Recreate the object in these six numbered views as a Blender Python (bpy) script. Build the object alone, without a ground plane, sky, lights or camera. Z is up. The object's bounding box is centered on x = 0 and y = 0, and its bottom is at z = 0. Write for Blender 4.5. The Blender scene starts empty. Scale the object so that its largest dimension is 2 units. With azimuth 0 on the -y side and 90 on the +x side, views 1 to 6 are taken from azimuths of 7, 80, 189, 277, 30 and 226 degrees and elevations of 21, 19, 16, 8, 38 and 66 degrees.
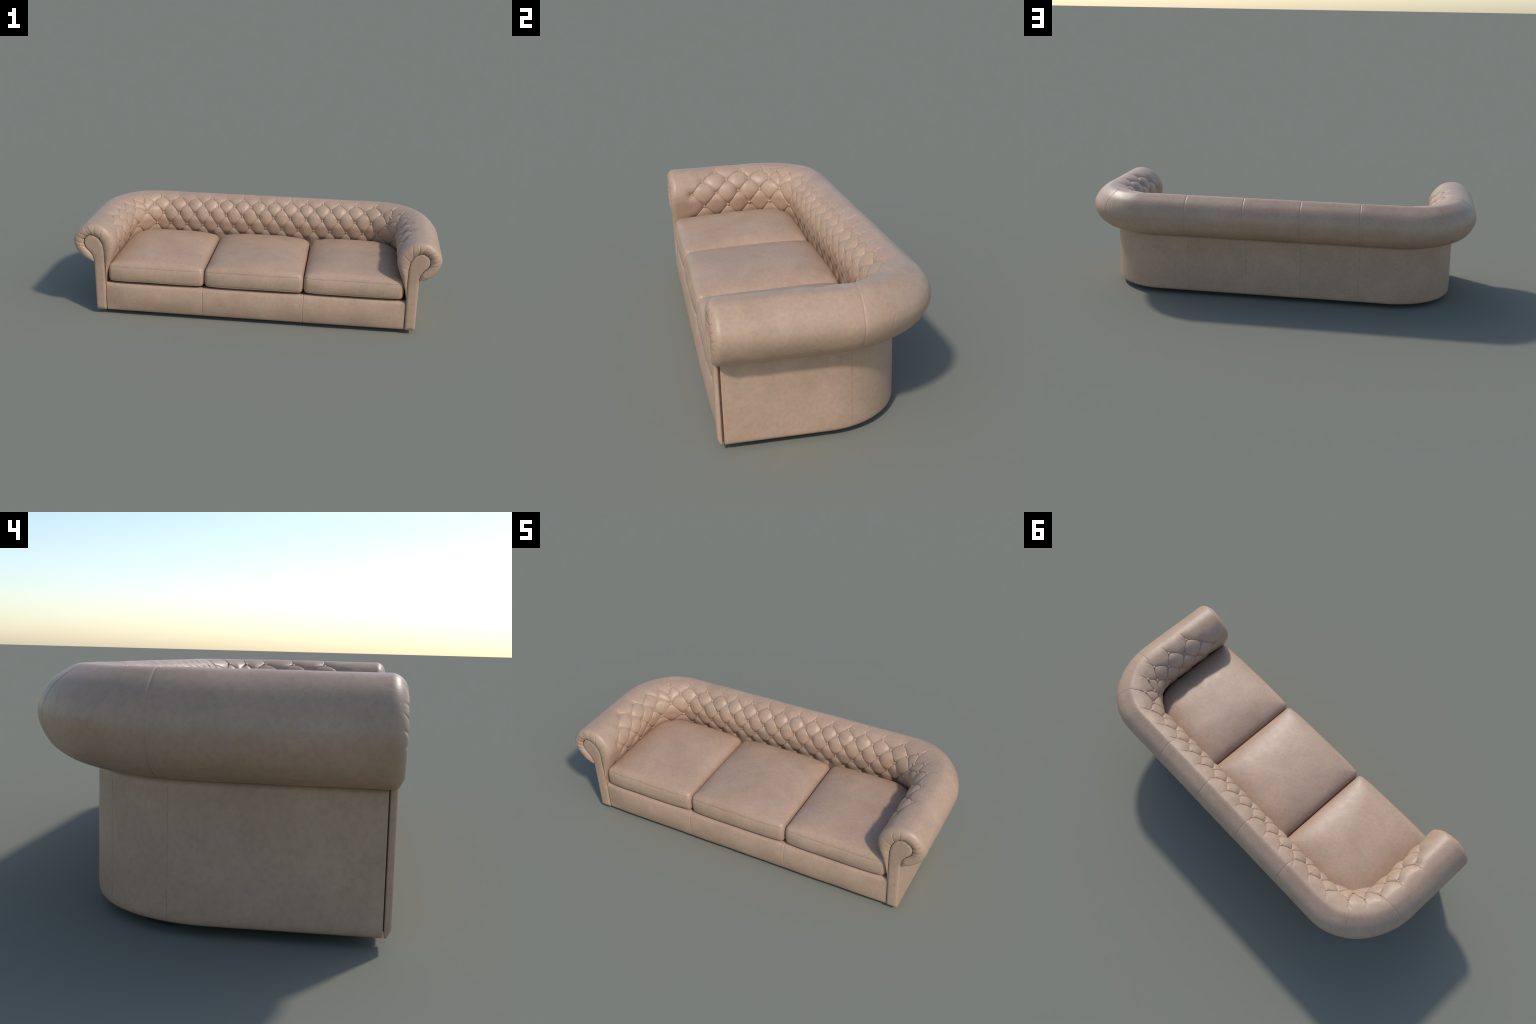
import bpy, bmesh, math
import numpy as np
from mathutils import Vector, Matrix, noise
from mathutils.kdtree import KDTree

# ------------------------------------------------------------------ helpers
def smoothstep(a, b, x):
    q = np.clip((np.asarray(x, float) - a) / (b - a), 0, 1)
    return q * q * (3 - 2 * q)

def spline(points, n=1200):
    """Catmull-Rom through rows of control values, parametrised 0..1 by control index."""
    p = np.array(points, float)
    m = len(p)
    q = np.linspace(0, m - 1, n)
    i = np.clip(q.astype(int), 0, m - 2)
    f = (q - i)[:, None]
    g = lambda k: p[np.clip(k, 0, m - 1)]
    p0, p1, p2, p3 = g(i - 1), g(i), g(i + 1), g(i + 2)
    return 0.5 * (2 * p1 + (p2 - p0) * f + (2 * p0 - 5 * p1 + 4 * p2 - p3) * f ** 2 + (3 * p1 - p0 - 3 * p2 + p3) * f ** 3), q

def collection_link(ob, parent=None):
    bpy.context.scene.collection.objects.link(ob)
    if parent is not None:
        ob.parent = parent
    return ob

def mesh_object(name, verts, faces, mat, parent, smooth=True):
    me = bpy.data.meshes.new(name)
    me.from_pydata([tuple(map(float, v)) for v in verts], [], faces)
    me.materials.append(mat)
    me.validate()
    bm = bmesh.new(); bm.from_mesh(me)
    bmesh.ops.remove_doubles(bm, verts=bm.verts, dist=1e-6)
    bmesh.ops.recalc_face_normals(bm, faces=bm.faces)
    bm.to_mesh(me); bm.free()
    if smooth:
        me.polygons.foreach_set("use_smooth", [True] * len(me.polygons))
    return collection_link(bpy.data.objects.new(name, me), parent)

def grid_faces(nu, nv, wrap=False, base=0):
    out = []
    for i in range(nu - (0 if wrap else 1)):
        j2 = (i + 1) % nu
        for j in range(nv - 1):
            out.append((base + i * nv + j, base + j2 * nv + j, base + j2 * nv + j + 1, base + i * nv + j + 1))
    return out

def fbm(p, scale, seed):
    v = Vector((p[0] * scale + seed, p[1] * scale - seed, p[2] * scale + 2.3 * seed))
    return noise.noise(v) + 0.5 * noise.noise(v * 2.1)

# ------------------------------------------------------------------ materials
def leather(name, tint=(1, 1, 1), rough=0.43):
    m = bpy.data.materials.new(name); m.use_nodes = True
    nt = m.node_tree; N, L = nt.nodes, nt.links
    b = N["Principled BSDF"]
    co = N.new("ShaderNodeTexCoord")
    def nz(scale, detail, rgh, dist=0.0):
        n = N.new("ShaderNodeTexNoise"); n.inputs["Scale"].default_value = scale
        n.inputs["Detail"].default_value = detail; n.inputs["Roughness"].default_value = rgh
        n.inputs["Distortion"].default_value = dist
        L.new(co.outputs["Object"], n.inputs["Vector"]); return n
    def ramp(src, stops):
        r = N.new("ShaderNodeValToRGB")
        e = r.color_ramp.elements
        e[0].position, e[0].color = stops[0][0], (*stops[0][1], 1)
        e[1].position, e[1].color = stops[-1][0], (*stops[-1][1], 1)
        for pos, c in stops[1:-1]:
            x = e.new(pos); x.color = (*c, 1)
        L.new(src.outputs["Fac"], r.inputs["Fac"]); return r
    def mix(kind, fac, a, c):
        x = N.new("ShaderNodeMix"); x.data_type = "RGBA"; x.blend_type = kind
        x.inputs["Factor"].default_value = fac
        L.new(a.outputs[2 if a.bl_idname == "ShaderNodeMix" else 0], x.inputs[6])
        L.new(c.outputs[0], x.inputs[7]); return x
    t = tint
    c = lambda r, g, bl: (r * t[0], g * t[1], bl * t[2])
    big = ramp(nz(7.5, 6, 0.62, 0.4), [(0.30, c(*DARK)), (0.50, c(*MIDC)), (0.70, c(*LIGHT))])
    hue = ramp(nz(24, 5, 0.62, 0.3), [(0.30, (1.03, 0.975, 0.99)), (0.50, (1, 1, 1)), (0.70, (0.985, 1.02, 0.945))])
    fine = ramp(nz(75, 5, 0.65), [(0.32, (0.90, 0.895, 0.885)), (0.55, (1, 1, 1)), (0.75, (1.03, 1.03, 1.03))])
    spots = ramp(nz(95, 3, 0.55, 0.4), [(0.34, (1.015, 0.985, 1.01)), (0.52, (1, 1, 1)), (0.70, (0.985, 1.005, 0.90))])
    m0 = mix("MULTIPLY", 1.0, big, hue)
    broad = ramp(nz(3.2, 4, 0.6, 0.6), [(0.33, (0.93, 0.945, 0.94)), (0.5, (1, 1, 1)), (0.66, (1.035, 1.03, 1.03))])
    mb = mix("MULTIPLY", 1.0, m0, broad)
    m1 = mix("MULTIPLY", 1.0, mb, spots)
    m2 = mix("MULTIPLY", 1.0, m1, fine)
    L.new(m2.outputs[2], b.inputs["Base Color"])
    rr = N.new("ShaderNodeMapRange")
    rr.inputs["To Min"].default_value = rough - 0.06; rr.inputs["To Max"].default_value = rough + 0.09
    L.new(nz(30, 4, 0.6).outputs["Fac"], rr.inputs["Value"])
    L.new(rr.outputs["Result"], b.inputs["Roughness"])
    b.inputs["Specular IOR Level"].default_value = 0.5
    vor = N.new("ShaderNodeTexVoronoi"); vor.inputs["Scale"].default_value = 420
    L.new(co.outputs["Object"], vor.inputs["Vector"])
    bp = N.new("ShaderNodeBump"); bp.inputs["Strength"].default_value = 0.10; bp.inputs["Distance"].default_value = 0.001
    L.new(vor.outputs["Distance"], bp.inputs["Height"])
    bp2 = N.new("ShaderNodeBump"); bp2.inputs["Strength"].default_value = 0.12; bp2.inputs["Distance"].default_value = 0.006
    L.new(nz(26, 5, 0.55).outputs["Fac"], bp2.inputs["Height"])
    L.new(bp.outputs["Normal"], bp2.inputs["Normal"])
    L.new(bp2.outputs["Normal"], b.inputs["Normal"])
    return m

def plain(name, col, rough):
    m = bpy.data.materials.new(name); m.use_nodes = True
    N, L = m.node_tree.nodes, m.node_tree.links
    b = N["Principled BSDF"]
    co = N.new("ShaderNodeTexCoord"); n = N.new("ShaderNodeTexNoise"); n.inputs["Scale"].default_value = 90
    L.new(co.outputs["Object"], n.inputs["Vector"])
    r = N.new("ShaderNodeValToRGB")
    r.color_ramp.elements[0].color = (*[x * 0.8 for x in col], 1)
    r.color_ramp.elements[1].color = (*[x * 1.2 for x in col], 1)
    L.new(n.outputs["Fac"], r.inputs["Fac"]); L.new(r.outputs["Color"], b.inputs["Base Color"])
    b.inputs["Roughness"].default_value = rough
    return m

DARK, MIDC, LIGHT = (0.430, 0.283, 0.190), (0.466, 0.310, 0.211), (0.501, 0.336, 0.232)
LEATHER = leather("beige_leather")
CUSHION = leather("seat_leather", (1.0, 0.995, 0.995), 0.43)
BUTTON = leather("button_leather", (1.03, 1.02, 1.0), 0.42)
BLACK = plain("black_fabric", (0.012, 0.012, 0.013), 0.9)

# ------------------------------------------------------------------ thing
sofa = collection_link(bpy.data.objects.new("chesterfield_sofa", None))
sofa["label"] = "three-seat beige leather sofa with button-tufted rolled back and arms"
sofa["category"] = "sofa"

# ------------------------------------------------------------------ upholstered shell
# cross-section of back and arms, going from under the outer roll, over the top, down the inside:
# (arm x, back y, arm z, back z, corner centre x, corner centre y, facing x, facing z)
SECTION = [
    (0.8895, 0.2865, 0.3140, 0.3165, 0.5820, -0.0160, 0.8872, 0.3160),
    (0.9100, 0.3070, 0.3185, 0.3205, 0.6020, -0.0140, 0.8880, 0.3270),
    (0.9450, 0.3395, 0.3345, 0.3355, 0.6260, -0.0060, 0.8945, 0.3500),
    (0.9740, 0.3655, 0.3610, 0.3610, 0.6520, -0.0030, 0.9070, 0.3690),
    (0.9920, 0.3805, 0.3940, 0.3940, 0.6700, 0.0030, 0.9260, 0.3880),
    (0.9990, 0.3870, 0.4250, 0.4250, 0.6770, 0.0070, 0.9365, 0.4110),
    (0.9950, 0.3840, 0.4520, 0.4520, 0.6770, 0.0090, 0.9365, 0.4340),
    (0.9840, 0.3755, 0.4740, 0.4740, 0.6750, 0.0090, 0.9300, 0.4490),
    (0.9640, 0.3580, 0.4980, 0.4980, 0.6700, 0.0140, 0.9170, 0.4620),
    (0.9400, 0.3340, 0.5170, 0.5170, 0.6620, 0.0200, 0.9030, 0.4680),
    (0.9150, 0.3095, 0.5290, 0.5305, 0.6470, 0.0230, 0.8890, 0.4700),
    (0.8820, 0.2845, 0.5320, 0.5275, 0.6220, 0.0200, 0.8740, 0.4640),
    (0.8520, 0.2610, 0.5270, 0.5205, 0.5980, 0.0100, 0.8590, 0.4550),
    (0.8210, 0.2360, 0.5120, 0.5070, 0.5900, 0.0050, 0.8470, 0.4420),
    (0.7960, 0.2120, 0.4880, 0.4870, 0.5860, 0.0030, 0.8380, 0.4260),
    (0.7770, 0.1920, 0.4600, 0.4600, 0.5850, 0.0030, 0.8320, 0.4060),
    (0.7670, 0.1830, 0.4300, 0.4300, 0.5850, 0.0030, 0.8290, 0.3860),
    (0.7680, 0.1830, 0.4000, 0.4000, 0.5850, 0.0030, 0.8275, 0.3680),
    (0.7770, 0.1900, 0.3700, 0.3700, 0.5850, 0.0030, 0.8270, 0.3460),
    (0.7890, 0.1990, 0.3350, 0.3350, 0.5850, 0.0030, 0.8268, 0.3220),
    (0.8000, 0.2060, 0.3050, 0.3050, 0.5850, 0.0030, 0.8266, 0.2970),
    (0.8120, 0.2120, 0.2700, 0.2700, 0.5850, 0.0030, 0.8270, 0.2650),
    (0.8220, 0.2180, 0.2300, 0.2300, 0.5850, 0.0030, 0.8280, 0.2270),
    (0.8280, 0.2220, 0.1850, 0.1850, 0.5850, 0.0030, 0.8285, 0.1830),
]
dense, dense_index = spline(SECTION, 2400)
arc = np.concatenate([[0], np.cumsum(np.linalg.norm(np.diff(dense[:, [0, 2]], axis=0), axis=1))])
arc_top = np.interp(10.0, dense_index, arc)
lengths = np.concatenate([np.linspace(0, arc_top, 150, endpoint=False), np.linspace(arc_top, arc[-1], 265)])
section_rows = np.stack([np.interp(lengths, arc, dense[:, k]) for k in range(dense.shape[1])], 1)
prof_index = np.interp(lengths, arc, dense_index)
NT = len(lengths)
FRONT_Y = -0.354

def sweep(s, k):
    """Point on the smooth shell: s 0..1 arm, 1..2 corner, 2..3 back to the middle; k = section rows (n, 8)."""
    X, Y, ZA, ZB, CX, CY = (k[..., i] for i in range(6))
    a = np.clip(s - 1, 0, 1) * math.pi / 2
    x = np.where(s <= 2, CX + (X - CX) * np.cos(a), CX * (3 - s))
    x = np.where(s <= 1, X, x)
    y = np.where(s <= 1, FRONT_Y + (CY - FRONT_Y) * s, CY + (Y - CY) * np.sin(a))
    w = smoothstep(0.7, 2.0, s)
    return np.stack([x, y, ZA * (1 - w) + ZB * w], -1)

s_axis = np.concatenate([np.linspace(0, 1, 220, endpoint=False), np.linspace(1, 2, 220, endpoint=False), np.linspace(2, 3, 360)])
def grid_normals(g):
    du = np.gradient(g, axis=0); dv = np.gradient(g, axis=1)
    n = np.cross(du, dv)
    n /= np.linalg.norm(n, axis=-1, keepdims=True) + 1e-12
    return n
# ---- button rows on one half (positions of the pulled-in buttons), front of the arm -> middle of the back
ROWS = {
    1: [(0.848, -0.151, 0.509), (0.847, -0.028, 0.509), (0.831, 0.082, 0.510), (0.7915, 0.148, 0.514), (0.744, 0.207, 0.511),
        (0.645, 0.252, 0.507), (0.531, 0.256, 0.507), (0.4325, 0.259, 0.507), (0.337, 0.260, 0.507), (0.240, 0.260, 0.507),
        (0.142, 0.260, 0.507), (0.047, 0.260, 0.507)],
    2: [(0.8125, -0.219, 0.477), (0.813, -0.0995, 0.477), (0.806, 0.013, 0.478), (0.7755, 0.110, 0.4755), (0.7325, 0.157, 0.483),
        (0.685, 0.206, 0.477), (0.5875, 0.230, 0.476), (0.485, 0.231, 0.476), (0.386, 0.231, 0.476), (0.289, 0.231, 0.476),
        (0.194, 0.231, 0.476), (0.095, 0.231, 0.476), (0.0, 0.231, 0.476)],
    3: [(0.791, -0.281, 0.424), (0.792, -0.156, 0.424), (0.7905, -0.046, 0.425), (0.7745, 0.060, 0.429), (0.720, 0.150, 0.437),
        (0.626, 0.198, 0.425), (0.531, 0.206, 0.4245), (0.4345, 0.206, 0.4245), (0.338, 0.206, 0.4245), (0.242, 0.206, 0.4245),
        (0.144, 0.206, 0.4245), (0.047, 0.206, 0.4245)],
    4: [(0.797, -0.219, 0.359), (0.796, -0.1005, 0.359), (0.7815, 0.0067, 0.361), (0.755, 0.1015, 0.3665), (0.664, 0.1865, 0.362),
        (0.583, 0.210, 0.3585), (0.485, 0.210, 0.3585), (0.386, 0.210, 0.3585), (0.290, 0.210, 0.3585), (0.196, 0.210, 0.3585),
        (0.0975, 0.210, 0.3585), (0.0, 0.210, 0.3585)],
    5: [(0.819, -0.275, 0.296), (0.821, -0.156, 0.296), (0.815, -0.046, 0.296), (0.793, 0.059, 0.297), (0.730, 0.153, 0.298),
        (0.629, 0.223, 0.296), (0.531, 0.233, 0.296), (0.4345, 0.233, 0.296), (0.338, 0.233, 0.296), (0.242, 0.233, 0.296),
        (0.144, 0.233, 0.296), (0.047, 0.233, 0.296)],
}
def build_half(shift):
    """One half of the padded shell (towards +x); shift moves the bend of the corner outwards."""
    prof = section_rows.copy()
    prof[:, 4] += shift; prof[:, 5] += shift
    rows_here = {}
    for r, pts_r in ROWS.items():
        rows_here[r] = []
        for x, y, z in pts_r:
            a = min(max(math.atan2(y, max(x - 0.58, 1e-4)), 0.0), math.pi / 2)
            k = shift * (math.cos(a) + math.sin(a) - 1) if x > 0.58 else 0.0
            rows_here[r].append((x + k * math.cos(a), y + k * math.sin(a), z))
    S2, P2 = s_axis[:, None], prof[None, :, :]
    shell = sweep(np.broadcast_to(S2, (len(s_axis), NT)), np.broadcast_to(P2, (len(s_axis), NT, prof.shape[1])))

    # padded bead that rolls round the arm front to the facing
    NB = 44
    theta = np.linspace(math.radians(142), 0, NB, endpoint=False)
    outer2 = prof[:, [0, 2]]; inner2 = prof[:, [6, 7]]
    width = np.linalg.norm(outer2 - inner2, axis=1)
    bead = np.zeros((NB, NT, 3))
    for i, th in enumerate(theta):
        a = (1 - math.cos(th)) / (1 - math.cos(theta[0]))
        xz = outer2 * (1 - a) + inner2 * a
        amp = 0.033 * (0.62 + 0.38 * np.clip(width / 0.055, 0, 1))
        bead[i, :, 0], bead[i, :, 2] = xz[:, 0], xz[:, 1]
        bead[i, :, 1] = FRONT_Y - amp * math.sin(th)
    bead_a = (1 - np.cos(theta)) / (1 - np.cos(theta[0]))
    env = np.concatenate([bead, shell], 0)
    S_ALL = np.concatenate([-bead_a, s_axis])

    nrm = grid_normals(env)
    if nrm[NB + 60, 75, 0] < 0:
        nrm = -nrm

    flat = shell.reshape(-1, 3)
    def locate(p):
        k = np.argmin(((flat - np.array(p)) ** 2).sum(1))
        i, j = divmod(k, NT)
        return s_axis[i], lengths[j], math.sqrt(((flat[k] - np.array(p)) ** 2).sum())
    param = {r: [locate(p) for p in pts] for r, pts in rows_here.items()}

    def section_at(l):
        return np.stack([np.interp(l, lengths, prof[:, k]) for k in range(prof.shape[1])], -1)

    links = []
    for i in range(12):
        links += [((1, i), (2, i)), ((1, i), (2, i + 1))]
    for i in range(13):
        for c in ((i, i + 1) if i <= 3 else (4,) if i == 4 else (i - 1, i)):
            if c < 12: links.append(((2, i), (3, c)))
    for i in range(12):
        for d in ((0,) if i == 0 else (i - 1, i)):
            links.append(((3, i), (4, d)))
    for i in range(12):
        for e in (i, i + 1):
            if e < 12: links.append(((4, i), (5, e)))
    for i in range(12):                       # pleats running on below the cushions
        links.append(((5, i), None))

    pts, wts = [], []
    def add_crease(p, w):
        pts.extend(p.tolist()); wts.extend(list(np.broadcast_to(w, len(p))))
    def trace(a, b, bow=0.0, n=90):
        f = np.linspace(0, 1, n)
        s = a[0] + (b[0] - a[0]) * f
        l = a[1] + (b[1] - a[1]) * f - bow * np.sin(math.pi * f)
        return sweep(s, section_at(l))
    for a, b in links:
        A = param[a[0]][a[1]]
        if b is None:
            add_crease(trace(A, (A[0], lengths[-1])), 0.5)
        else:
            B = param[b[0]][b[1]]
            add_crease(trace(A, B, 0.0045 if abs(A[0] - B[0]) > 0.02 else 0.0), 1.0)
            if a == (2, 12): pass
    # pleats that cross the middle of the back
    for r, i, r2, i2 in ((2, 12, 3, 11), (1, 11, 2, 12), (3, 11, 4, 11), (4, 11, 5, 11)):
        p = trace(param[r][i], param[r2][i2], 0.0045)
        p[:, 0] *= -1
        add_crease(p, 1.0)
    tree = KDTree(len(pts))
    for i, p in enumerate(pts): tree.insert(p, i)
    tree.balance()
    button_list = [(r, i) for r in ROWS for i in range(len(ROWS[r]))]
    # soft puckers above the top row and in front of the first buttons
    pk, pw = [], []
    def pucker(a, ds, dl, w0):
        f = np.linspace(0, 1, 40)
        p = sweep(a[0] + ds * f, section_at(np.clip(a[1] + dl * f, 0, lengths[-1])))
        pk.extend(p.tolist()); pw.extend(list(w0 * (1 - f) ** 1.3))
    for a in param[1]:
        pucker(a, 0.0, -0.062, 1.1)
        pucker(a, 0.02, -0.030, 0.6); pucker(a, -0.02, -0.030, 0.6)
    pucker(param[2][0], -0.085, -0.03, 0.8); pucker(param[3][0], -0.09, 0.0, 0.5); pucker(param[3][0], -0.06, 0.02, 0.4)
    pucker(param[4][0], -0.09, 0.012, 0.6); pucker(param[1][0], -0.07, -0.02, 0.6)
    ptree = KDTree(len(pk))
    for i, p in enumerate(pk): ptree.insert(p, i)
    ptree.balance()

    depth = np.zeros(env.shape[:2])
    t_min = np.interp(9.4, prof_index, np.arange(NT)).astype(int)
    btree = KDTree(len(button_list))
    bpos = [Vector(sweep(np.array(param[r][i][0]), section_at(np.array(param[r][i][1])))) for r, i in button_list]
    for i, p in enumerate(bpos): btree.insert(p, i)
    btree.balance()
    bdep = [min(max(param[r][i][2], 0.012), 0.027) for r, i in button_list]
    for i in range(NB, env.shape[0]):
        for j in range(t_min, NT):
            v = env[i, j]
            _, k, d = tree.find(v)
            w = wts[k]
            dd = 0.0
            if d < 0.07:
                dd += w * (0.0046 * math.exp(-(d / 0.0110) ** 1.15) + 0.0034 * math.exp(-(d / 0.0020) ** 1.6))
            for _, kb, db in btree.find_n(v, 5):
                if db < 0.11:
                    dd += max(bdep[kb] - 0.0040, 0.008) * math.exp(-(db / 0.0195) ** 1.35)
            _, kp, dp = ptree.find(v)
            if dp < 0.03:
                dd += pw[kp] * 0.0046 * math.exp(-(dp / 0.0075) ** 1.1)
            depth[i, j] = dd

    # let every pit end where its button was pulled to
    for kb, (r, i) in enumerate(button_list):
        want = max(param[r][i][2], 0.009) + 0.0028
        ii = NB + int(np.argmin(np.abs(s_axis - param[r][i][0]))); jj = int(np.argmin(np.abs(lengths - param[r][i][1])))
        d2 = ((env - np.array(bpos[kb])) ** 2).sum(-1)
        depth += (want - depth[ii, jj]) * np.exp(-d2 / 0.015 ** 2)

    # stitched seams over the roll, one from every third top button
    def seam_column(kind, value):
        """where a seam crosses each section row, as a sweep parameter"""
        Y, CX, CY = prof[:, 1], prof[:, 4], prof[:, 5]
        if kind == "across_back":             # constant x
            return 3 - value / CX
        if kind == "across_arm":              # constant y, just behind the straight of the arm
            return 1 + 2 / math.pi * np.arcsin(np.clip((value - CY) / (Y - CY), -1, 1))
        return np.interp(prof_index, (5.0, 12.5), value)
    SEAMS = [("across_arm", 0.084, (1, 2), 1.0), ("radial", (1.655, 1.594), (1, 4), 1.0), ("radial", (1.29, 1.395), (1, 3), 0.45),
             ("across_back", 0.4325, (1, 7), 1.0), ("across_back", 0.142, (1, 10), 1.0)]
    for kind, value, (r, i), strength in SEAMS:
        s0, l0, _ = param[r][i]
        line = seam_column(kind, value)
        span = np.where(s_axis <= 1, 0.40, np.where(s_axis <= 2, 0.50, 0.64))
        met = np.concatenate([np.full(NB, 1.0), span])[:, None]
        d = np.abs(S_ALL[:, None] - line[None, :]) * met
        reach = smoothstep(l0 + 0.004, l0 - 0.004, lengths)
        if strength < 1: reach = reach * smoothstep(6.6, 5.4, prof_index)
        depth += strength * reach[None, :] * (0.0016 * np.exp(-(d / 0.0018) ** 2) + 0.0005 * np.exp(-(d / 0.005)))

    # gathered pleats round the arm front
    PLEATS = [(4.6, .6, -1), (5.2, .8, 1), (6.4, 1.1, 1), (7.8, .7, -1), (8.9, .7, 1), (9.95, .9, -1), (10.95, 1.15, 1), (12.8, 1.2, -1), (14.4, .7, 1), (16.6, .4, 1)]
    idx = prof_index[None, :]
    fade = (smoothstep(0.02, 0.35, bead_a) * (0.55 + 0.45 * bead_a))[:, None]
    for pos, amp, side in PLEATS:
        bend = 0.35 * side * (1 - bead_a[:, None]) ** 2
        gap = np.gradient(lengths, prof_index)[None, :] * (idx - pos - bend) * np.linspace(0.55, 1.0, NB)[:, None]
        groove = np.exp(-(np.abs(gap) / 0.0028) ** 1.5)
        step = np.where(gap * side > 0, np.exp(-np.abs(gap) / 0.010), 0)
        depth[:NB] += fade * amp * (0.0026 * groove + 0.0013 * step)

    final = env - nrm * depth[..., None]
    # gentle unevenness of the padding
    for i in range(0, env.shape[0]):
        for j in range(0, NT, 1):
            if depth[i, j] < 0.02:
                e = env[i, j]
                final[i, j] += nrm[i, j] * 0.0011 * noise.noise(Vector((e[0] * 11 + 4, e[1] * 11, e[2] * 11)))
    final[-1, :, 0] = 0.0

    return dict(final=final, nrm=nrm, param=param, NB=NB, S_ALL=S_ALL, prof=prof)

RIGHT, LEFT = build_half(0.012), build_half(0.005)
NB = RIGHT['NB']
button_list = [(r, i) for r in ROWS for i in range(len(ROWS[r]))]
# both halves as one surface, then split into arms and back
right_half, mirror = RIGHT['final'], LEFT['final'][::-1].copy()
mirror[..., 0] *= -1
right_half[-1] = (right_half[-1] + mirror[0]) / 2
whole = np.concatenate([right_half, mirror[1:]], 0)
wn = grid_normals(whole)
if wn[NB + 60, 75, 0] < 0: wn = -wn
NW = whole.shape[0]
cut = NB + int(np.argmin(np.abs(s_axis - RIGHT['param'][1][2][0])))
def shell_part(name, i0, i1):
    g, n = whole[i0:i1 + 1], wn[i0:i1 + 1]
    nu = g.shape[0]
    me = bpy.data.meshes.new(name)
    me.from_pydata([tuple(v) for v in g.reshape(-1, 3).tolist()], [], grid_faces(nu, NT))
    p = me.polygons[(nu // 2) * (NT - 1) + 75]
    vi = p.vertices[0]
    if Vector(n.reshape(-1, 3)[vi]).dot(p.normal) < 0: me.flip_normals()
    me.materials.append(LEATHER)
    me.polygons.foreach_set("use_smooth", [True] * len(me.polygons))
    me.normals_split_custom_set_from_vertices([tuple(v) for v in n.reshape(-1, 3).tolist()])
    return collection_link(bpy.data.objects.new(name, me), sofa)
arm_right = shell_part("armrest", 0, cut)
back = shell_part("backrest", cut, NW - 1 - cut)
arm_left = shell_part("armrest", NW - 1 - cut, NW - 1)

# ---- covered buttons
def button_mesh(r=0.0078):
    prof_b = [(0.0, 0.0046), (0.35, 0.0043), (0.65, 0.0034), (0.88, 0.0018), (1.0, 0.0), (0.95, -0.002), (0.6, -0.004)]
    bm = bmesh.new(); rings = []
    for rr, z in prof_b:
        if rr == 0: rings.append([bm.verts.new((0, 0, z))]); continue
        rings.append([bm.verts.new((r * rr * math.cos(a), r * rr * math.sin(a), z)) for a in np.linspace(0, 2 * math.pi, 18, endpoint=False)])
    for a, b in zip(rings, rings[1:]):
        for k in range(18):
            if len(a) == 1: bm.faces.new((a[0], b[k], b[(k + 1) % 18]))
            else: bm.faces.new((a[k], b[k], b[(k + 1) % 18], a[(k + 1) % 18]))
    bm.normal_update()
    me = bpy.data.meshes.new("button"); bm.to_mesh(me); bm.free()
    me.polygons.foreach_set("use_smooth", [True] * len(me.polygons)); me.materials.append(BUTTON)
    return me
BM = button_mesh()
for (r, i) in button_list:
    for side, half in ((1, RIGHT), (-1, LEFT)):
        if side < 0 and ROWS[r][i][0] < 0.001: continue
        sp, l, d = half["param"][r][i]
        ii = NB + int(np.argmin(np.abs(s_axis - sp))); jj = int(np.argmin(np.abs(lengths - l)))
        base, nn = half["final"][ii, jj], half["nrm"][ii, jj]
        p = Vector((base[0] * side, base[1], base[2])); n = Vector((nn[0] * side, nn[1], nn[2]))
        ob = bpy.data.objects.new("button", BM)
        host = back if ii >= cut else (arm_right if side > 0 else arm_left)
        collection_link(ob, host)
        ob.matrix_world = Matrix.Translation(p + n * (0.0064 if r == 1 else 0.0054)) @ n.to_track_quat("Z", "Y").to_matrix().to_4x4()

# ------------------------------------------------------------------ outside base panels
BASE = dict(X=0.887, Y=0.2840, CX=0.582, CY=-0.016)
def base_path(q):
    """q: signed distance along the outer wall from the middle of the back (positive towards +x). returns xy, outward normal."""
    side = 1 if q >= 0 else -1
    q = abs(q)
    k = 0.010 if side > 0 else -0.002          # the +x corner bends a little tighter
    CX, CY = BASE["CX"] + k, BASE["CY"] + k
    R = BASE["X"] - CX; RY = BASE["Y"] - CY
    la = CX; lb = la + (R + RY) / 2 * math.pi / 2
    if q < la: x, y, nx, ny = q, BASE["Y"], 0, 1
    elif q < lb:
        a = math.pi / 2 * (1 - (q - la) / (lb - la))
        x, y, nx, ny = CX + R * math.cos(a), CY + RY * math.sin(a), math.cos(a), math.sin(a)
    else: x, y, nx, ny = BASE["X"], CY - (q - lb), 1, 0
    y = max(y, -0.3610)
    return side * x, y, side * nx, ny
R_mean = (BASE["X"] - BASE["CX"] + BASE["Y"] - BASE["CY"]) / 2
arc_len = R_mean * math.pi / 2
q_corner = BASE["CX"] + R_mean * (math.pi / 2 - math.atan2(0.215, 0.195))
q_side = BASE["CX"] + R_mean * (math.pi / 2 - math.atan2(0.085, 0.293))
q_front = BASE["CX"] + arc_len + (BASE["CY"] + 0.3610)
stops = [-q_front, -q_side, -q_corner, -0.434, -0.140, 0.140, 0.438, q_corner, q_side, q_front]
WALL = [(-0.030, 0.0235), (-0.016, 0.0210), (-0.010, 0.0206), (-0.0055, 0.0225), (-0.0022, 0.0262), (-0.0005, 0.032), (0.0, 0.040)] + \
       [(0.0, z) for z in np.linspace(0.055, 0.30, 22)] + [(-0.002, 0.312), (-0.012, 0.318)]
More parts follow.
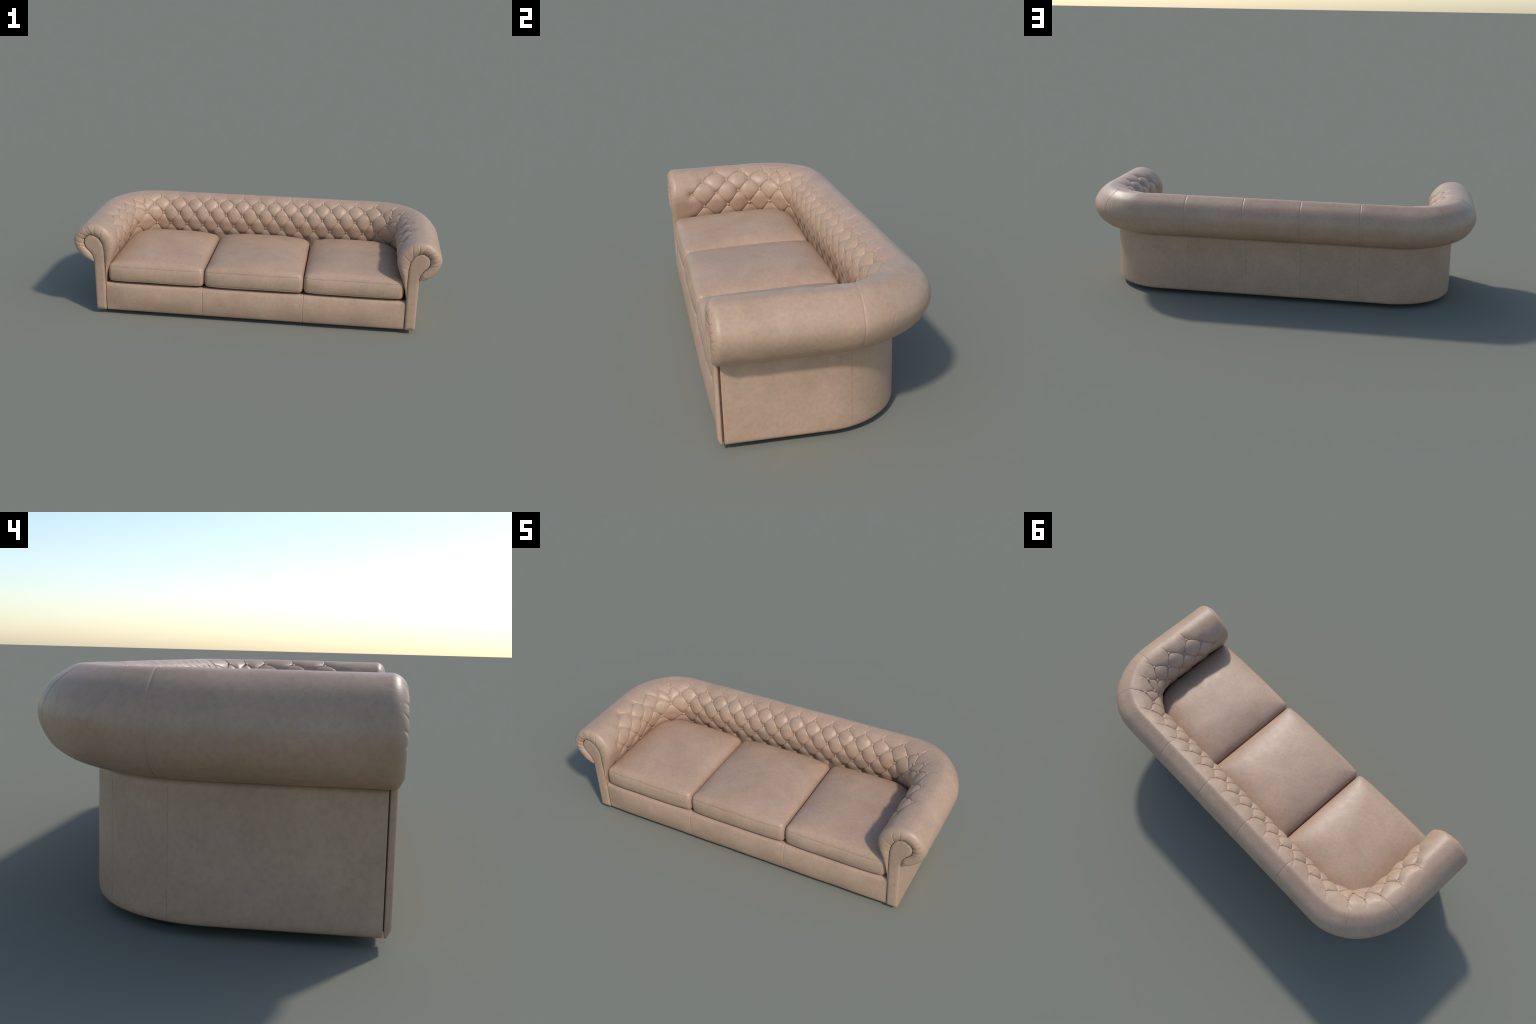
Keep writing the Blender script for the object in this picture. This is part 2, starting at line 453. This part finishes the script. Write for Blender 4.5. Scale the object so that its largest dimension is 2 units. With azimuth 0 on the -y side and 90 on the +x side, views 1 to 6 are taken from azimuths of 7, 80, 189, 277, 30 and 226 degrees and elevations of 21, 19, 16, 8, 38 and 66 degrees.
def base_panel(name, qa, qb, proud, seed):
    L = qb - qa
    f = np.linspace(0, 1, max(8, int(L / 0.012)))
    ends = np.array([0, 0.0002, 0.0005, 0.001, 0.0018, 0.003, 0.005, 0.009])
    qs = np.unique(np.concatenate([qa + ends, qb - ends, qa + f[1:-1] * L]))
    qs = qs[(qs >= qa) & (qs <= qb)]
    V = []
    for q in qs:
        e = min(q - qa, qb - q)
        outer_end = abs(abs(q) - q_front) < 0.01
        rr = 0.0022 if outer_end else 0.0009
        inset = rr * (1 - math.sqrt(max(0, 1 - (1 - min(e / rr, 1)) ** 2))) + (0.02 if e == 0 and outer_end else 0.001 if e == 0 else 0) + 0.0004 * math.exp(-e / 0.005)
        x, y, nx, ny = base_path(q)
        for o, z in WALL:
            w = 0.0012 * fbm((x, y, z), 5.0, seed) * smoothstep(0.0, 0.03, e) * (1 if o == 0 else 0)
            oo = o - inset + proud + float(w)
            V.append((x + nx * oo, y + ny * oo, z))
    return mesh_object(name, V, grid_faces(len(qs), len(WALL)), LEATHER, sofa)
kinds = ["side_panel", "corner_panel", "back_panel", "back_panel", "back_panel", "back_panel", "back_panel", "corner_panel", "side_panel"]
for k, (qa, qb, kind) in enumerate(zip(stops, stops[1:], kinds)):
    base_panel(kind, qa, qb, 0.0008 if kind == "side_panel" else 0.0, 3.1 + 1.7 * k)

# ------------------------------------------------------------------ arm facings (keyhole panels)
def facing(name, side):
    j = np.arange(NT)
    ks = section_rows[:, [6, 7]]
    head = ks[::3]
    if not np.allclose(head[-1], ks[-1]): head = np.vstack([head, ks[-1]])
    inner_down = np.stack([np.linspace(0.8287, 0.8312, 22), np.linspace(0.178, 0.029, 22)], 1)
    bottom = np.stack([np.linspace(0.8345, 0.8835, 12), np.full(12, 0.0222)], 1)
    outer_up = np.stack([np.full(34, 0.8872), np.linspace(0.029, 0.308, 34)], 1)
    ring = np.vstack([head, inner_down, bottom, outer_up])
    nxt, prv = np.roll(ring, -1, 0), np.roll(ring, 1, 0)
    t = nxt - prv; t /= np.linalg.norm(t, axis=1, keepdims=True)
    nin = np.stack([t[:, 1], -t[:, 0]], 1)
    cen = ring.mean(0)
    area = 0.5 * np.sum(ring[:, 0] * nxt[:, 1] - nxt[:, 0] * ring[:, 1])
    nin = np.stack([-t[:, 1], t[:, 0]], 1) if area > 0 else nin
    for _ in range(6): nin = (nin + np.roll(nin, 1, 0) + np.roll(nin, -1, 0)) / 3
    nin /= np.linalg.norm(nin, axis=1, keepdims=True)
    layers = [(0.016, -0.345), (0.0145, -0.3634), (0.0012, -0.3638), (0.0002, -0.3665), (0.0002, -0.3695), (0.0012, -0.3725), (0.0032, -0.3752), (0.0065, -0.3773), (0.0110, -0.3786), (0.017, -0.3791)]
    n = len(ring); V = []
    for off, y in layers:
        p = ring + nin * off
        V += [(side * a, y + 0.009 * float(smoothstep(0.046, 0.020, b)) ** 1.5 * max(0.0, (-0.3665 - y) / 0.0126), b) for a, b in p]
    F = []
    for k in range(len(layers) - 1):
        for i in range(n):
            i2 = (i + 1) % n
            F.append((k * n + i, k * n + i2, (k + 1) * n + i2, (k + 1) * n + i))
    F.append(tuple(range((len(layers) - 1) * n, len(layers) * n)))
    ob = mesh_object(name, V, F, LEATHER, sofa)
    me = ob.data
    bm = bmesh.new(); bm.from_mesh(me)
    big = [f for f in bm.faces if len(f.verts) > 8]
    bmesh.ops.triangulate(bm, faces=big)
    bmesh.ops.recalc_face_normals(bm, faces=bm.faces)
    bm.to_mesh(me); bm.free()
    return ob
facing("arm_facing", 1); facing("arm_facing", -1)

# ------------------------------------------------------------------ front rail in three lengths
def rail(name, xa, xb, seed):
    nx = int((xb - xa) / 0.008)
    ends = np.array([0, 0.0003, 0.001, 0.002, 0.0035, 0.006, 0.01])
    xs = np.unique(np.concatenate([xa + ends, xb - ends, np.linspace(xa + 0.012, xb - 0.012, nx)]))
    # section of the rail: (y, z) from under the front edge, up the face and over the top
    sec = [(-0.335, 0.0225), (-0.352, 0.0212), (-0.360, 0.0216), (-0.3645, 0.0240), (-0.3675, 0.0285), (-0.3685, 0.036)]
    sec += [(-0.3686, z) for z in np.linspace(0.05, 0.168, 14)]
    sec += [(-0.3680, 0.176), (-0.3660, 0.1815), (-0.3625, 0.1852), (-0.357, 0.1873), (-0.348, 0.188), (-0.338, 0.1875), (-0.333, 0.184), (-0.331, 0.172), (-0.331, 0.12)]
    V = []
    for x in xs:
        e = min(x - xa, xb - x)
        ins = 0.003 * (1 - math.sqrt(max(0, 1 - (1 - min(e / 0.003, 1)) ** 2))) + (0.02 if e == 0 else 0)
        for y, z in sec:
            c = np.array([-0.345, 0.10])
            face = 1.0 if y < -0.367 else 0.0
            bulge = 0.0185 * max(0.0, math.sin(math.pi * (z - 0.021) / 0.172)) ** 0.85 * (1 - abs(x / 0.8285) ** 9) * (1.0 if y < -0.355 else 0.0)
            w = bulge + 0.0016 * fbm((x, z * 0.5, z * 0.35 + x * 0.6), 8.0, seed) * face * float(smoothstep(0, 0.02, e))
            zz = z - ins * 0.7 if z > 0.15 else (z + ins * 0.4 if z < 0.04 else z)
            V.append((x, min(y + ins - w, -0.33), zz))
    return mesh_object(name, V, grid_faces(len(xs), len(sec)), LEATHER, sofa)
rail("front_rail", -0.8282, -0.2795, 1.0); rail("front_rail", -0.2795, 0.2765, 5.0); rail("front_rail", 0.2765, 0.8282, 9.0)

# ------------------------------------------------------------------ seat cushions
def rounded_rect(x0, x1, y0, y1, radii, d, nc=14, ne=46):
    """Outline shrunk inwards by d; radii for corners (x0y0, x1y0, x1y1, x0y1)."""
    x0, x1, y0, y1 = x0 + d, x1 - d, y0 + d, y1 - d
    r = [max(q - d, 0.0012) for q in radii]
    cs = [((x0 + r[0], y0 + r[0]), 180), ((x1 - r[1], y0 + r[1]), 270), ((x1 - r[2], y1 - r[2]), 0), ((x0 + r[3], y1 - r[3]), 90)]
    arcs = []
    for (c, a0), rr in zip(cs, r):
        a = np.radians(np.linspace(a0, a0 + 90, nc))
        arcs.append(np.stack([c[0] + rr * np.cos(a), c[1] + rr * np.sin(a)], 1))
    out = []
    for k in range(4):
        out.append(arcs[k])
        A, B = arcs[k][-1], arcs[(k + 1) % 4][0]
        f = np.linspace(0, 1, ne + 2)[1:-1, None]
        out.append(A * (1 - f) + B * f)
    return np.vstack(out)
CS = [(0.19, 0.2035), (0.10, 0.2030), (0.05, 0.2030), (0.028, 0.2035), (0.017, 0.2052), (0.0095, 0.2085), (0.0055, 0.2122), (0.0042, 0.2144), (0.0054, 0.2154), (0.0036, 0.2164),
      (0.0016, 0.221), (0.0003, 0.231), (0.0, 0.243), (0.0, 0.255), (0.0004, 0.266), (0.0014, 0.275), (0.0028, 0.2805), (0.0037, 0.2826), (0.0052, 0.2836), (0.0045, 0.2850),
      (0.0062, 0.2880), (0.0092, 0.2912), (0.0135, 0.2940), (0.019, 0.2962), (0.026, 0.2978), (0.035, 0.2990), (0.048, 0.2998), (0.064, 0.3004), (0.082, 0.3008), (0.102, 0.3010),
      (0.126, 0.3012), (0.152, 0.3013), (0.180, 0.3014), (0.206, 0.3014), (0.232, 0.3014), (0.252, 0.3014)]
def cushion(name, x0, x1, radii, seed, y0=-0.3690, y1=0.200):
    V = []
    xm, ym = (x0 + x1) / 2, (y0 + y1) / 2
    n = 0
    for d, z in CS:
        ring = rounded_rect(x0, x1, y0, y1, radii, d)
        n = len(ring)
        for x, y in ring:
            u, v = (x - xm) / ((x1 - x0) / 2), (y - ym) / ((y1 - y0) / 2)
            top = float(smoothstep(0.278, 0.300, z)); low = float(smoothstep(0.216, 0.204, z))
            zz = z - 0.0075 * float(smoothstep(0.25, 0.205, z)) + top * (0.003 + (0.009 + 0.009 * float(smoothstep(-0.6, 0.9, v))) * (1 - abs(u) ** 4) + 0.0265 * (1 - abs(u) ** 3.4) * (1 - abs(v) ** 4.5) + 0.004 * (1 - abs(u) ** 2) * math.exp(-(v / 0.5) ** 2))
            if y < y0 + 0.04:
                zz += 0.0016 * noise.noise(Vector((x * 9 + seed, 0.3, seed))) * (1 - low * 0.3)
                zz += low * 0.003 * noise.noise(Vector((x * 5.0 + 2 * seed, 1.3, seed)))
            nz = 0.0022 * top * fbm((x, y, 0), 4.5, seed)
            mid = math.exp(-((z - 0.248) / 0.03) ** 2)
            front = float(smoothstep(y0 + 0.10, y0, y)) * max(0.0, 1 - abs(u) ** 5)
            yy = y - front * (0.009 + 0.0045 * mid + 0.0016 * mid * fbm((x, 0, z * 1.3), 10, seed))
            V.append((x, yy, zz + nz))
    F = []
    for k in range(len(CS) - 1):
        for i in range(n):
            i2 = (i + 1) % n
            F.append((k * n + i, k * n + i2, (k + 1) * n + i2, (k + 1) * n + i))
    for k in (0, len(CS) - 1):
        c = len(V); ringv = V[k * n:(k + 1) * n]
        V.append(tuple(np.mean(np.array(ringv), 0)))
        F += [(k * n + i, k * n + (i + 1) % n, c) for i in range(n)]
    return mesh_object(name, V, F, CUSHION, sofa)
cushion("seat_cushion", -0.2734, 0.2734, (0.026, 0.026, 0.034, 0.034), 2.0)
cushion("seat_cushion", 0.2742, 0.8140, (0.026, 0.024, 0.205, 0.034), 6.0)
cushion("seat_cushion", -0.8140, -0.2742, (0.024, 0.026, 0.034, 0.205), 11.0)

# ------------------------------------------------------------------ hidden carcass: deck, underside, feet
def slab(name, z0, z1, inset, mat, parent, y_front):
    qs = np.linspace(-q_front, q_front, 160)
    P = []
    for q in qs:
        x, y, nx, ny = base_path(q)
        P.append((x - nx * inset, max(y - ny * inset, y_front)))
    n = len(P)
    V = [(x, y, z0) for x, y in P] + [(x, y, z1) for x, y in P]
    F = [tuple(range(n)), tuple(range(n, 2 * n))] + [(i, (i + 1) % n, n + (i + 1) % n, n + i) for i in range(n)]
    return mesh_object(name, V, F, mat, parent, smooth=False)
slab("seat_deck", 0.12, 0.180, 0.035, LEATHER, sofa, -0.332)
slab("underside_cover", 0.0235, 0.032, 0.012, BLACK, sofa, -0.352)
def foot_mesh(r, h):
    bm = bmesh.new()
    bmesh.ops.create_cone(bm, cap_ends=True, segments=48, radius1=r * 0.97, radius2=r, depth=h)
    bmesh.ops.translate(bm, verts=bm.verts, vec=(0, 0, h / 2))
    me = bpy.data.meshes.new("foot"); bm.to_mesh(me); bm.free(); me.materials.append(BLACK); return me
FM = foot_mesh(0.075, 0.0245)
for x, y in ((0.745, 0.075), (-0.745, 0.075), (0.745, -0.215), (-0.745, -0.215)):
    ob = collection_link(bpy.data.objects.new("foot", FM), sofa); ob.location = (x, y, 0)
bpy.context.view_layer.update()
